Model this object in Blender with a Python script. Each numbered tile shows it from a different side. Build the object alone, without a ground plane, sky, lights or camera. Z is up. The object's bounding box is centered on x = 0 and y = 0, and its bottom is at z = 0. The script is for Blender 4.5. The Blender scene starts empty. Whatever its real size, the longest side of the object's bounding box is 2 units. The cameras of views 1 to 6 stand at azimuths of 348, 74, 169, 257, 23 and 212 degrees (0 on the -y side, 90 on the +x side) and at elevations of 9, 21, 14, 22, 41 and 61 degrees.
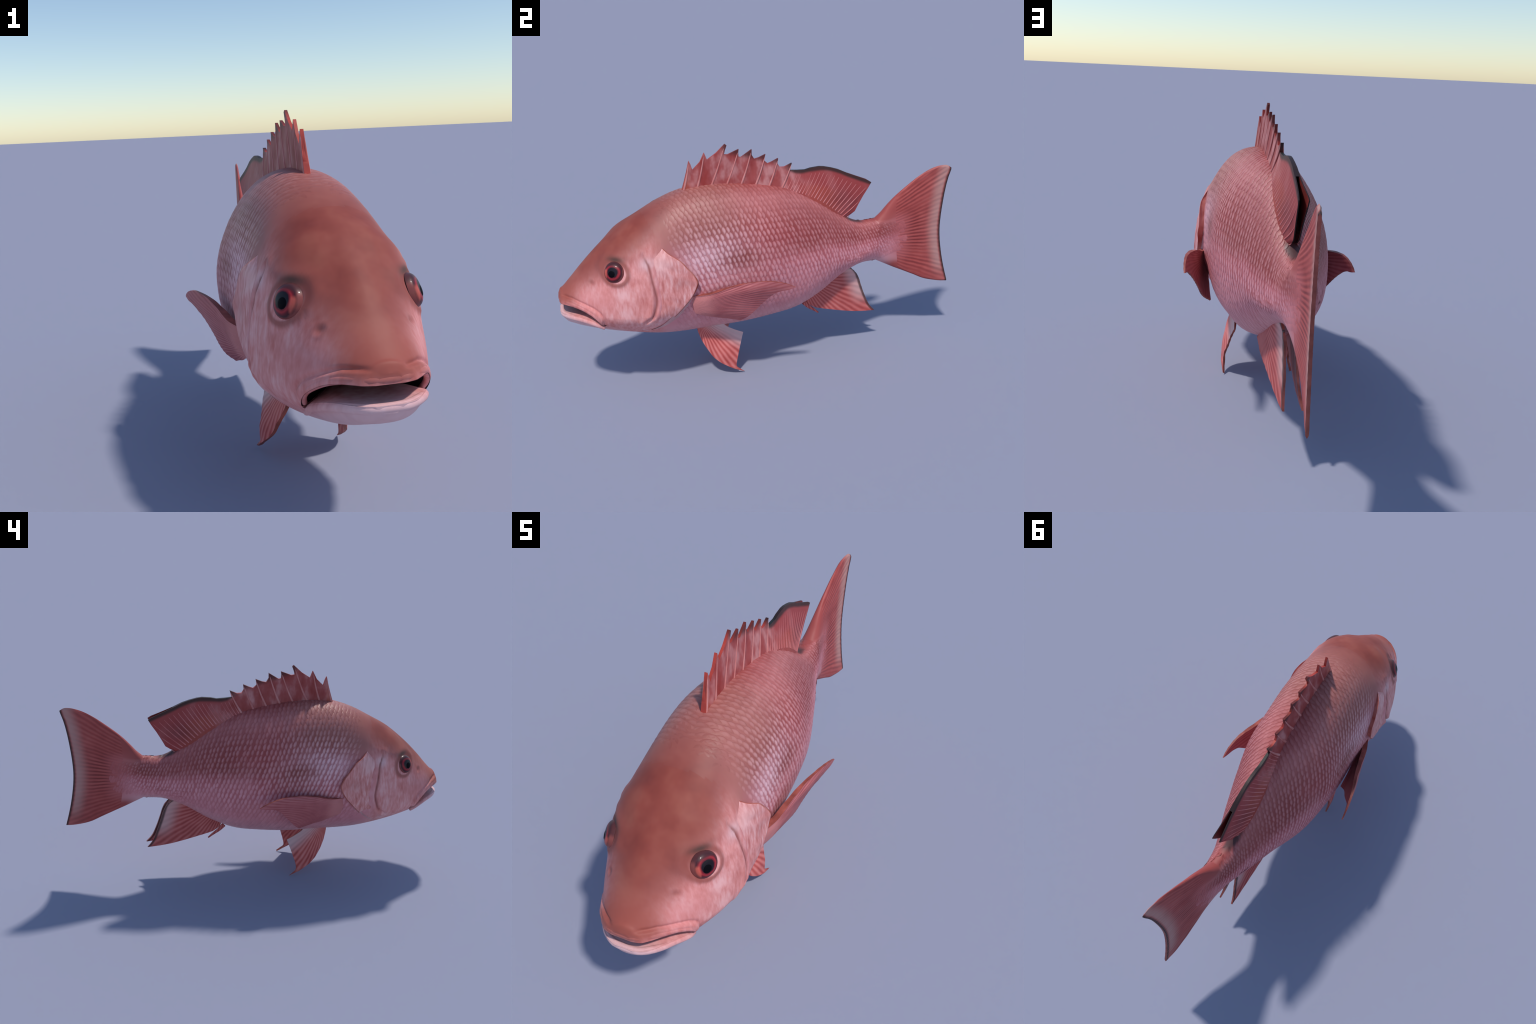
import bpy, math, random
import numpy as np
from mathutils import Matrix, Vector

random.seed(7)
rng = np.random.default_rng(7)

# ------------------------------------------------------------------ helpers
def hermite(X, Y):
    X = np.asarray(X, float); Y = np.asarray(Y, float); m = np.gradient(Y, X)
    def f(x):
        x = np.clip(np.asarray(x, float), X[0], X[-1])
        i = np.clip(np.searchsorted(X, x) - 1, 0, len(X) - 2)
        h = X[i + 1] - X[i]; t = (x - X[i]) / h
        return ((2*t**3 - 3*t**2 + 1)*Y[i] + (t**3 - 2*t**2 + t)*h*m[i]
                + (-2*t**3 + 3*t**2)*Y[i+1] + (t**3 - t**2)*h*m[i+1])
    return f

def smooth(a, b, x):
    t = np.clip((np.asarray(x, float) - a) / (b - a), 0, 1)
    return t*t*(3 - 2*t)

def path(points, n):
    """n points evenly spaced along a smooth curve through the control points"""
    P = np.asarray(points, float)
    d = np.r_[0, np.cumsum(np.linalg.norm(np.diff(P, axis=0), axis=1))]
    fs = [hermite(d, P[:, k]) for k in range(P.shape[1])]
    s = np.linspace(0, d[-1], n)
    return np.stack([f(s) for f in fs], 1)

def seg_dist(Y, Z, line):
    """distance in the side view from points (Y,Z) to a polyline"""
    best = np.full(np.shape(Y), 9.0)
    for (a, b), (c, d) in zip(line[:-1], line[1:]):
        t = np.clip(((Y-a)*(c-a) + (Z-b)*(d-b)) / ((c-a)**2 + (d-b)**2), 0, 1)
        best = np.minimum(best, np.hypot(Y - a - t*(c-a), Z - b - t*(d-b)))
    return best

def new_object(name, verts, faces, mats, parent=None, face_mat=None, smooth_shade=True):
    me = bpy.data.meshes.new(name)
    me.from_pydata([tuple(v) for v in verts], [], [tuple(f) for f in faces])
    for m in mats: me.materials.append(m)
    if face_mat is not None: me.polygons.foreach_set('material_index', np.asarray(face_mat, np.int32))
    me.polygons.foreach_set('use_smooth', np.full(len(me.polygons), smooth_shade))
    me.update()
    ob = bpy.data.objects.new(name, me)
    bpy.context.scene.collection.objects.link(ob)
    if parent: ob.parent = parent
    return ob

def vertex_normals(V, F):
    N = np.zeros_like(V)
    for f in F:
        p = V[list(f)]
        n = np.cross(p[2]-p[0], p[-1]-p[1]) if len(f) == 4 else np.cross(p[1]-p[0], p[2]-p[0])
        for k in f: N[k] += n
    return N / np.maximum(np.linalg.norm(N, axis=1, keepdims=True), 1e-12)

def sharp_by_angle(ob, deg):
    me = ob.data; me.calc_loop_triangles()
    import bmesh
    bm = bmesh.new(); bm.from_mesh(me)
    bmesh.ops.recalc_face_normals(bm, faces=bm.faces)
    for e in bm.edges:
        if len(e.link_faces) == 2 and e.calc_face_angle(0) > math.radians(deg): e.smooth = False
    bm.to_mesh(me); bm.free()

# ------------------------------------------------------------------ root
root = bpy.data.objects.new('red_snapper', None)
bpy.context.scene.collection.objects.link(root)
root['label'] = 'red snapper fish with spiny dorsal fin and pink scales'
root['category'] = 'fish'

# ------------------------------------------------------------------ node shorthand
class X:
    """a socket with arithmetic, for writing masks as formulas"""
    def __init__(s, nt, sock): s.nt = nt; s.sock = sock
    def m(s, op, *o, clamp=False):
        n = s.nt.nodes.new('ShaderNodeMath'); n.operation = op; n.use_clamp = clamp
        for i, a in enumerate((s,) + o):
            if isinstance(a, X): s.nt.links.new(a.sock, n.inputs[i])
            else: n.inputs[i].default_value = a
        return X(s.nt, n.outputs[0])
    def __add__(s, o): return s.m('ADD', o)
    def __radd__(s, o): return s.m('ADD', o)
    def __sub__(s, o): return s.m('SUBTRACT', o)
    def __rsub__(s, o): return (s*-1.0) + o
    def __mul__(s, o): return s.m('MULTIPLY', o)
    def __rmul__(s, o): return s.m('MULTIPLY', o)
    def __truediv__(s, o): return s.m('DIVIDE', o)
    def step(s, a, b):
        n = s.nt.nodes.new('ShaderNodeMapRange'); n.interpolation_type = 'SMOOTHSTEP'
        s.nt.links.new(s.sock, n.inputs[0]); n.inputs[1].default_value = a; n.inputs[2].default_value = b
        return X(s.nt, n.outputs[0])
    def down(s, a, b): return 1.0 - s.step(a, b)

def rgb(r, g, b):
    f = lambda c: (c/255/12.92) if c <= 10 else ((c/255 + .055)/1.055)**2.4
    return (f(r), f(g), f(b), 1)

class Mat:
    def __init__(s, name, rough=.5, spec=.35):
        s.mat = bpy.data.materials.new(name); s.mat.use_nodes = True
        s.nt = s.mat.node_tree
        s.bsdf = s.nt.nodes['Principled BSDF']
        s.bsdf.inputs['Roughness'].default_value = rough
        s.bsdf.inputs['Specular IOR Level'].default_value = spec
        s.tc = s.nt.nodes.new('ShaderNodeTexCoord'); s.tc.object = root
        s.p = s.tc.outputs['Object']
        sp = s.nt.nodes.new('ShaderNodeSeparateXYZ'); s.nt.links.new(s.p, sp.inputs[0])
        s.x, s.y, s.z = [X(s.nt, sp.outputs[i]) for i in range(3)]
    def local(s):
        s.tc.object = None
    def col(s, c):
        n = s.nt.nodes.new('ShaderNodeRGB'); n.outputs[0].default_value = c
        return X(s.nt, n.outputs[0])
    def mix(s, fac, a, b, mode='MIX'):
        n = s.nt.nodes.new('ShaderNodeMix'); n.data_type = 'RGBA'; n.blend_type = mode
        for idx, v in ((0, fac), (6, a), (7, b)):
            if isinstance(v, X): s.nt.links.new(v.sock, n.inputs[idx])
            else: n.inputs[idx].default_value = v
        return X(s.nt, n.outputs[2])
    def noise(s, scale, detail=3, stretch=None, rot=None):
        n = s.nt.nodes.new('ShaderNodeTexNoise'); n.inputs['Scale'].default_value = scale
        n.inputs['Detail'].default_value = detail
        v = s.p
        if stretch or rot:
            mp = s.nt.nodes.new('ShaderNodeMapping')
            if stretch: mp.inputs['Scale'].default_value = stretch
            if rot: mp.inputs['Rotation'].default_value = rot
            s.nt.links.new(v, mp.inputs[0]); v = mp.outputs[0]
        s.nt.links.new(v, n.inputs['Vector'])
        return X(s.nt, n.outputs['Fac'])
    def ramp(s, v, stops):
        n = s.nt.nodes.new('ShaderNodeValToRGB'); s.nt.links.new(v.sock, n.inputs[0])
        e = n.color_ramp.elements
        while len(e) < len(stops): e.new(.5)
        for k, (p, c) in enumerate(stops): e[k].position = p; e[k].color = c
        return X(s.nt, n.outputs[0])
    def curve(s, v, pts):
        n = s.nt.nodes.new('ShaderNodeFloatCurve'); s.nt.links.new(v.sock, n.inputs['Value'])
        c = n.mapping.curves[0]
        while len(c.points) < len(pts): c.points.new(.5, .5)
        for q, (a, b) in zip(c.points, pts): q.location = (a, b)
        n.mapping.update()
        return X(s.nt, n.outputs[0])
    def blob(s, y0, z0, sy, sz):
        a = (s.y - y0)/sy; b = (s.z - z0)/sz
        return (a*a + b*b).m('MULTIPLY', -1.0).m('EXPONENT')
    def fan(s, y0, z0, freq):
        """0..1 stripes that fan out from a point in the side view"""
        ang = (s.z - z0).m('ARCTAN2', s.y - y0)
        w = s.noise(6, 2)
        return ((ang*freq + w*7.0).m('SINE'))*.5 + .5
    def bump(s, h, strength=.3, dist=.003):
        n = s.nt.nodes.new('ShaderNodeBump'); n.inputs['Strength'].default_value = strength
        n.inputs['Distance'].default_value = dist
        s.nt.links.new(h.sock, n.inputs['Height']); s.nt.links.new(n.outputs[0], s.bsdf.inputs['Normal'])
    def done(s, c):
        if isinstance(c, X): s.nt.links.new(c.sock, s.bsdf.inputs['Base Color'])
        else: s.bsdf.inputs['Base Color'].default_value = c
        return s.mat

# ------------------------------------------------------------------ body profile
# stations along the fish: y, back line, belly line, half width, height of greatest width, upper / lower section roundness
ST = np.array([
 [-.998, .502, .402, .042, .450, 1.00, 1.00],
 [-.990, .520, .388, .064, .450, 0.97, 0.95],
 [-.975, .530, .374, .084, .448, 0.97, 0.80],
 [-.940, .563, .358, .114, .442, 0.97, 0.80],
 [-.880, .627, .335, .149, .432, 1.07, 0.90],
 [-.800, .706, .302, .188, .426, 1.09, 1.12],
 [-.700, .785, .271, .223, .418, 0.95, 1.22],
 [-.600, .841, .246, .242, .424, 0.93, 1.25],
 [-.500, .893, .233, .234, .444, 0.88, 1.13],
 [-.400, .927, .227, .224, .482, 0.86, 1.05],
 [-.280, .945, .228, .222, .525, 0.91, 0.98],
 [-.150, .941, .237, .225, .553, 1.02, 0.86],
 [0.000, .921, .246, .224, .568, 1.12, 0.89],
 [0.150, .885, .275, .198, .554, 1.29, 0.83],
 [0.280, .822, .331, .160, .530, 1.24, 0.92],
 [0.400, .728, .398, .122, .510, 1.12, 1.15],
 [0.500, .674, .441, .086, .505, 1.00, 1.25],
 [0.600, .671, .449, .058, .545, 0.90, 1.05]])
SY = ST[:, 0]
f_zt, f_zb, f_hw, f_zc, f_eu, f_el = [hermite(SY, ST[:, k]) for k in range(1, 7)]
bend = hermite([-1.1, .15, .30, .45, .55, .60, .66, .73, .79, .84, .91, .95, 1.02], [0, 0, .002, .004, .006, .009, .014, .021, .027, .033, .042, .049, .062])
lean = lambda y, z: .003*float(smooth(.60, .85, z)*smooth(-.70, -.50, y)*(1 - smooth(.0, .25, y)))   # the back leans a little to the left side

def section(y, th):
    """point of the right half section at angle th (pi/2 top .. -pi/2 bottom); x is measured from the spine plane"""
    zt, zb, hw, zc = f_zt(y), f_zb(y), f_hw(y), f_zc(y)
    s, c = np.sin(th), np.maximum(np.cos(th), 0)
    e = np.where(s >= 0, f_eu(y), f_el(y))
    return hw*c**e, zc + np.where(s >= 0, zt - zc, zc - zb)*np.sign(s)*np.abs(s)**e

def body_x(y, z):
    zt, zb, hw, zc = f_zt(y), f_zb(y), f_hw(y), f_zc(y)
    q = np.where(z > zc, (z - zc)/(zt - zc), (zc - z)/(zc - zb))
    e = np.where(z > zc, f_eu(y), f_el(y))
    s = np.clip(q, 0, 1)**(1/e)
    return hw*np.sqrt(1 - s*s)**e

# mouth slit edges in the side view (front .. corner)
MY = [-1.0, -.985, -.93, -.88, -.845, -.815]
lip_up = hermite(MY, [.474, .474, .466, .442, .414, .375])
lip_lo = hermite(MY, [.424, .424, .420, .406, .390, .369])
CORNER = -.815

def theta_at(y, z):
    th = np.linspace(math.pi/2, -math.pi/2, 721)
    _, zz = section(np.full_like(th, y), th)
    return np.interp(z, zz[::-1], th[::-1])

N_UP, N_GAP, N_LO = 64, 8, 48
J = N_UP + N_GAP + N_LO
y_rows = np.concatenate([np.linspace(-.998, -.93, 26)[:-1], np.linspace(-.93, CORNER, 34)[:-1], np.linspace(CORNER, .60, 170)])
th_c = theta_at(CORNER, .372)
G = np.zeros((len(y_rows), J + 1, 3))           # right half grid
for i, y in enumerate(y_rows):
    if y <= CORNER:
        tu, tl = theta_at(y, float(lip_up(y))), theta_at(y, float(lip_lo(y)))
    else:
        k = float(smooth(CORNER, -.45, y)); mid = th_c*(1 - k) - .15*k
        w = .012 + .10*k; tu, tl = mid + w, mid - w
        if y < -.78:
            q = (y - CORNER)/(-.78 - CORNER)
            tu = tu*q + theta_at(CORNER, .375)*(1 - q); tl = tl*q + theta_at(CORNER, .369)*(1 - q)
    th = np.concatenate([np.linspace(math.pi/2, tu, N_UP + 1), np.linspace(tu, tl, N_GAP + 1)[1:], np.linspace(tl, -math.pi/2, N_LO + 1)[1:]])
    xx, zz = section(np.full_like(th, y), th)
    G[i] = np.stack([xx, np.full_like(xx, y), zz], 1)
G[:, 0, 0] = 0; G[:, -1, 0] = 0

# ---- head relief, sculpted along the surface normal
PREOP = [(-.606, .70), (-.589, .648), (-.583, .598), (-.575, .542), (-.569, .492), (-.577, .455), (-.592, .413), (-.63, .385)]
MAXILLA = [(-.985, .512), (-.939, .506), (-.89, .484), (-.848, .462), (-.822, .438), (-.808, .405), (-.812, .375)]
EYE_Y, EYE_Z = -.738, .630
SUBORB = [(-.80, .605), (-.783, .572), (-.743, .560), (-.70, .570)]
NOSTRIL = (-.846, .578)
def grid_normals(A):
    dy = np.gradient(A, axis=0); dr = np.gradient(A, axis=1)
    n = np.cross(dr, dy); n /= np.maximum(np.linalg.norm(n, axis=2, keepdims=True), 1e-9)
    flip = np.sign(np.sum(n[:, J//2, 0]))
    n = n*flip
    n[:, 0, 0] = 0; n[:, -1, 0] = 0
    return n
NG = grid_normals(G)
Yg, Zg, Xg = G[..., 1], G[..., 2], G[..., 0]
side = smooth(.03, .08, Xg)
disp = np.zeros_like(Yg)
d = seg_dist(Yg, Zg, PREOP);   disp -= .007*np.exp(-(d/.006)**2)*side
disp += .004*np.exp(-((d - .016)/.012)**2)*side*(Yg < -.55)
d = seg_dist(Yg, Zg, MAXILLA); disp -= .006*np.exp(-(d/.006)**2)*smooth(.03, .07, Xg)
inside = (Zg < np.interp(Yg, [p[0] for p in MAXILLA[:5]], [p[1] for p in MAXILLA[:5]])) & (Yg < -.815)
rows = np.arange(J + 1)[None, :]
disp += .005*smooth(0, .012, d)*inside*(rows <= N_UP)*smooth(.03, .08, Xg)
r = np.hypot(Yg - EYE_Y, (Zg - EYE_Z))
disp += .003*np.exp(-((r - .058)/.010)**2)*side + .009*np.exp(-(r/.072)**4)*side
d = seg_dist(Yg, Zg, SUBORB);  disp -= .003*np.exp(-(d/.006)**2)*side
rn = np.hypot(Yg - NOSTRIL[0], Zg - NOSTRIL[1]); disp -= .0035*np.exp(-(rn/.010)**2)*side
disp += .001*np.exp(-((rn - .016)/.006)**2)*side
brow = seg_dist(Yg, Zg, [(-.80, .655), (-.76, .69), (-.71, .70), (-.66, .685)])
disp += .004*np.exp(-(brow/.016)**2)*side
disp += .013*np.exp(-((Yg + .665)/.07)**2 - ((Zg - .725)/.06)**2)*side
# cheek muscle wrinkles
wr = np.sin(95*(Zg*.55 + Yg*1.0) + 3.0*np.sin(31*Zg) + 1.3*np.sin(57*Yg + 2))
disp += .0011*wr*side*smooth(-.72, -.64, Yg)*(1 - smooth(-.47, -.42, Yg))*smooth(.36, .42, Zg)*(1 - smooth(.66, .72, Zg))
# soft lumps over the whole body
disp += .0015*np.sin(17*Yg + 3*Zg)*np.sin(13*Zg - 2*Yg)
G = G + NG*disp[..., None]
G[:, 0, 0] = 0; G[:, -1, 0] = 0

# ---- mouth cavity: the rows of the slit are pushed inwards
for i, y in enumerate(y_rows):
    if y > CORNER: break
    for j in range(N_UP + 1, N_UP + N_GAP):
        p = G[i, j]; c = np.array([0, -.64, p[2]])
        v = c - p; L = np.linalg.norm(v[:2]) + 1e-9
        k = (j - N_UP)/N_GAP
        depth = min(.30, .92*L)*(1 - abs(2*k - 1)**8)
        G[i, j, :2] += v[:2]/L*depth
        G[i, j, 2] += (.5 - k)*.02*(1 if 0 < k < 1 else 0)

# ---- tail fan continues the same rings: patch between peduncle ring, outline edges and trailing edge
TOP = [(.60, .671), (.635, .703), (.659, .731), (.697, .771), (.73, .800), (.779, .838), (.834, .877), (.906, .913), (.945, .922), (.975, .921), (.997, .907)]
BOT = [(.60, .449), (.647, .424), (.694, .399), (.747, .373), (.812, .341), (.872, .311), (.92, .297), (.962, .289), (.998, .286)]
END = [(.997, .907), (.98, .853), (.967, .79), (.957, .72), (.949, .64), (.947, .59), (.95, .53), (.959, .46), (.97, .40), (.98, .356), (.998, .286)]
NS = 110
T, B, C1 = path(TOP, NS), path(BOT, NS), path(END, 400)
ring = G[-1]
tt = (ring[0, 2] - ring[:, 2])/(ring[0, 2] - ring[-1, 2])
C0 = np.stack([np.full(J + 1, .60), ring[:, 2]], 1)
c1 = np.stack([np.interp(tt, np.linspace(0, 1, 400), C1[:, k]) for k in range(2)], 1)
FAN = (.40, .57)
H = np.zeros((NS - 1, J + 1, 3))
for k in range(1, NS):
    s = k/(NS - 1)
    q = ((1 - tt)[:, None]*T[k] + tt[:, None]*B[k] + (1 - s)*C0 + s*c1
         - ((1 - tt)*(1 - s))[:, None]*T[0] - ((1 - tt)*s)[:, None]*T[-1] - (tt*(1 - s))[:, None]*B[0] - (tt*s)[:, None]*B[-1])
    fade = (1 - s)**2.2
    ang = np.arctan2(q[:, 1] - FAN[1], q[:, 0] - FAN[0])
    rays = .0009*np.sin(ang*150 + 2*np.sin(ang*23))*smooth(.30, .5, s)*(1 - .7*smooth(.9, 1, s))
    edge = np.minimum(tt, 1 - tt)
    slab = (.0055 + rays)*smooth(0, .02, edge + .004)
    xx = ring[:, 0]*fade + slab*(1 - fade)
    xx[0] = xx[-1] = 0
    H[k-1] = np.stack([xx, q[:, 0], q[:, 1]], 1)
A = np.concatenate([G, H], 0)                   # full right-half grid, spine plane at x = 0
NI = A.shape[0]; I_BODY = len(y_rows)

# ---- full surface: verts and faces, with region labels
idR = np.zeros((NI, J + 1), int); idL = np.zeros((NI, J + 1), int)
V = []
for i in range(NI):
    for j in range(J + 1):
        p = A[i, j]; cx = float(bend(p[1])) + lean(p[1], p[2])
        idR[i, j] = len(V); V.append((cx + p[0], p[1], p[2]))
        if 0 < j < J: idL[i, j] = len(V); V.append((cx - p[0], p[1], p[2]))
        else: idL[i, j] = idR[i, j]
V = np.array(V)
F, REG = [], []
I_CAUD = I_BODY + 34
i_head = np.argmin(np.abs(y_rows - -.555))
def region(i, j):
    if i >= I_CAUD: return 'caudal_fin'
    y = A[i, j, 1]; z = A[i, j, 2]
    if y < CORNER and N_UP <= j < N_UP + N_GAP: return 'mouth_cavity'
    if y < CORNER and j >= N_UP + N_GAP: return 'lower_jaw'
    if y < (-.50 - max(0, z - .70)*.55 if z > .70 else -.50 - max(0, .5 - z)*.2): return 'head'
    if y < .44: return 'torso'
    return 'tail_stalk'
for i in range(NI - 1):
    for j in range(J):
        a = region(i, j)
        F.append((idR[i, j], idR[i+1, j], idR[i+1, j+1], idR[i, j+1])); REG.append(a)
        F.append((idL[i, j], idL[i, j+1], idL[i+1, j+1], idL[i+1, j])); REG.append(a)
for j in range(J):                              # close snout and trailing edge of the tail
    for i, rev, a in ((0, False, None), (NI - 1, True, 'caudal_fin')):
        f = [idR[i, j], idR[i, j+1], idL[i, j+1], idL[i, j]]
        g = []
        for k in f:
            if k not in g: g.append(k)
        if len(g) < 3: continue
        if rev: g = g[::-1]
        F.append(tuple(g)); REG.append(a or (region(0, j)))
# outward orientation check
fc = F[(I_BODY//2)*J*2 + J]; pc = V[list(fc)]
n0 = np.cross(pc[2]-pc[0], pc[3]-pc[1])
if n0[0]*(pc.mean(0)[0] - float(bend(pc.mean(0)[1]))) < 0: F = [tuple(reversed(f)) for f in F]
VN = vertex_normals(V, F)

# ------------------------------------------------------------------ skin colours
def skin(name, kind, rough=.47, single=False):
    M = Mat(name, rough, .22 if kind == 'skin' else .36)
    yn = (M.y + 1.0)*.5
    zt = M.curve(yn, [((a + 1)/2, b) for a, b in ST[::1, (0, 1)]])
    zb = M.curve(yn, [((a + 1)/2, b) for a, b in ST[::1, (0, 2)]])
    v = (M.z - zb)/(zt - zb)
    n1 = M.noise(7, 3); n2 = M.noise(26, 3)
    vw = v + (n1 - .5)*.10
    c = M.ramp(vw, [(0, rgb(224, 166, 170)), (.18, rgb(216, 140, 146)), (.42, rgb(216, 140, 147)), (.56, rgb(206, 124, 130)),
                    (.68, rgb(180, 90, 90)), (.80, rgb(184, 101, 99)), (.93, rgb(194, 116, 114)), (1, rgb(170, 84, 80))])
    # pale shoulder behind the gill cover
    c = M.mix(M.blob(-.30, .66, .17, .10)*.75, c, rgb(238, 196, 204))
    # darker blotches on the flank
    c = M.mix((M.blob(-.16, .635, .12, .06)*.9 + M.blob(.16, .64, .17, .045)*.55)*(n2*.6 + .6), c, rgb(150, 72, 66))
    # rear back deeper red
    c = M.mix(M.y.step(.0, .25)*v.step(.5, .68)*v.down(.85, 1.0)*.5, c, rgb(160, 84, 84))
    # nape olive brown
    c = M.mix(M.y.down(-.30, -.02)*v.step(.62, .80)*.8*(n2*.5 + .6), c, rgb(172, 112, 102))
    # forehead and snout red brown
    fore = M.y.down(-.62, -.36)*(M.z - (M.y + .74)*.62).step(.59, .74)
    cheek = M.y.down(-.60, -.50)
    ck = M.ramp(M.noise(9, 3)*.55 + M.noise(52, 3, (1, 1.5, .45), (.45, 0, 0))*.45, [(.34, rgb(204, 118, 112)), (.5, rgb(224, 148, 144)), (.66, rgb(238, 178, 176))])
    c = M.mix(cheek*(1.0 - fore), c, ck)
    c = M.mix(M.blob(-.60, .665, .03, .028)*.45, c, rgb(246, 222, 226))  # small glint behind the eye, painted into the skin colour
    c = M.mix(M.blob(-.86, .50, .10, .06)*.5*cheek, c, rgb(214, 132, 130))
    fc = M.ramp(n1, [(.3, rgb(122, 52, 46)), (.5, rgb(142, 67, 57)), (.72, rgb(158, 86, 72))])
    c = M.mix(fore*.97, c, fc)
    # snout tip
    snout = M.y.down(-.965, -.88)*M.z.step(.462, .505)
    c = M.mix(snout*.85, c, rgb(158, 80, 68))
    # jaw and throat pale
    jaw = (M.z + (M.y + .9)*.45).down(.365, .43)*M.y.down(-.70, -.50)
    c = M.mix(jaw*.8, c, rgb(226, 190, 192))
    # dark streak on top of the tail stalk, and beneath the fins
    c = M.mix(M.y.step(.40, .46)*M.y.down(.50, .55)*(M.z - zt).step(-.010, -.002)*.8, c, rgb(52, 52, 54))
    # fin-shaped smooth pink patch above the pectoral fin
    c = M.mix(M.y.step(.60, .70)*(M.z - .565).m('ABSOLUTE').step(.085, .15), c, rgb(166, 74, 70))
    c = M.mix(M.y.step(.62, .76)*.85*(1.0 - (M.z - .565).m('ABSOLUTE').step(.085, .15)), c, rgb(184, 94, 94))
    # orbit: dark brow, pale ring
    rr = ((M.y - EYE_Y)*(M.y - EYE_Y) + (M.z - EYE_Z)*(M.z - EYE_Z)).m('SQRT')
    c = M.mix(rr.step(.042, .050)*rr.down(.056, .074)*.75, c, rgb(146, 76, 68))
    c = M.mix(M.blob(EYE_Y + .008, EYE_Z + .056, .032, .013)*.9, c, rgb(84, 62, 56))
    c = M.mix(M.blob(NOSTRIL[0], NOSTRIL[1], .013, .011)*.45, c, rgb(132, 70, 62))
    # preopercle line
    pre = M.curve(M.z, [(.0, .38), (.385, .38), (.413, .406), (.455, .423), (.492, .431), (.542, .425), (.598, .417), (.648, .411), (.70, .394), (1, .39)])
    pl = (M.y + 1.0 - pre)/.0065
    c = M.mix((pl*pl*-1.0).m('EXPONENT')*M.z.step(.385, .44)*M.z.down(.66, .72)*.75, c, rgb(138, 70, 68))
    c = M.mix((n2 - .5)*.35, c, rgb(150, 80, 80)) if kind == 'skin' else c
    # scale zones: q = 0 at the rim of a scale .. 1 at its centre
    contrast = v.step(.08, .42)*(1.0 - v.step(.74, .95)*.65)*M.y.step(-.56, -.34)*M.y.down(.60, .76)*(n1*1.5 + .15).m('MINIMUM', 1.0)
    light = M.blob(-.28, .64, .22, .15)
    if kind != 'skin':
        q = 0.0 if kind == 'under' else kind
        dark = max(0, 1 - q/.55); pale = max(0, (q - .35)/.65)
        if dark > 0: c = M.mix((contrast*.66 + .06)*M.y.down(.60, .74)*dark, c, M.mix(1.0, c, rgb(204, 148, 148), 'MULTIPLY'))
        if pale > 0: c = M.mix(contrast*(light*.42 + .18)*pale, c, rgb(246, 198, 204))
        if kind != 'under':
            g = M.nt.nodes.new('ShaderNodeObjectInfo' if single else 'ShaderNodeNewGeometry')
            isl = X(M.nt, g.outputs['Random' if single else 'Random Per Island'])
            c = M.mix(isl*.28, c, M.mix(1.0, c, rgb(205, 170, 170), 'MULTIPLY'))
    if kind == 'skin': M.bump(n2, .15, .004)
    return M.done(c)

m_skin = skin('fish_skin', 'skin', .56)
m_under = skin('skin_between_scales', 'under', .55)
ZONES = 5
field_mats = [skin('scale_zone', k/(ZONES - 1)) for k in range(ZONES)]
single_mats = [skin('single_scale_zone', k/(ZONES - 1), single=True) for k in range(ZONES)]

def mouth_mat():
    M = Mat('mouth_lining', .6, .2)
    return M.done(M.ramp(M.noise(12), [(.3, rgb(30, 20, 24)), (.7, rgb(48, 32, 36))]))
m_mouth = mouth_mat()

def fin_mat(name, centre, freq, c_dark, c_mid, c_light, extra=None, ray=.8):
    M = Mat(name, .5, .3)
    f = M.fan(centre[0], centre[1], freq)
    n = M.noise(14, 3)
    c = M.ramp(f*ray + n*(1.0 - ray) + (n - .5)*.35, [(.08, c_dark), (.45, c_mid), (.95, c_light)])
    if extra: c = extra(M, c, f, n)
    M.bump(f, .35, .002)
    return M.done(c)

def caudal_extra(M, c, f, n):
    # scaled root
    rt = (M.y - (M.z - .57)*(M.z - .57)*-.6)
    edge = M.curve((M.z), [(.25, 1.0), (.286, .998), (.356, .98), (.46, .959), (.53, .95), (.59, .947), (.64, .949), (.72, .957), (.79, .967), (.853, .98), (.907, .997), (.95, 1.0)])
    dist = edge - M.y
    c = M.mix(f.down(.15, .6)*(1.0 - (M.z - .58).m('ABSOLUTE').step(.05, .13))*M.y.step(.75, .79)*M.y.down(.82, .92)*.6, c, rgb(108, 36, 38))
    c = M.mix(dist.down(.0, .14)*.15, c, rgb(200, 140, 136))
    c = M.mix(dist.step(.008, .020)*dist.down(.022, .085)*.75*(n*.5 + .7)*M.z.step(.30, .42), c, rgb(188, 146, 138))
    c = M.mix(dist.down(.004, .015)*.9, c, rgb(48, 38, 36))
    c = M.mix((M.y + n*.05).down(.73, .84)*(1.0 - (M.z - .565).m('ABSOLUTE').step(.085, .15))*.9, c, rgb(186, 98, 98))
    return c
m_caudal = fin_mat('tail_fin_skin', FAN, 150, rgb(140, 56, 54), rgb(164, 70, 66), rgb(182, 90, 84), caudal_extra, .45)

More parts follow.
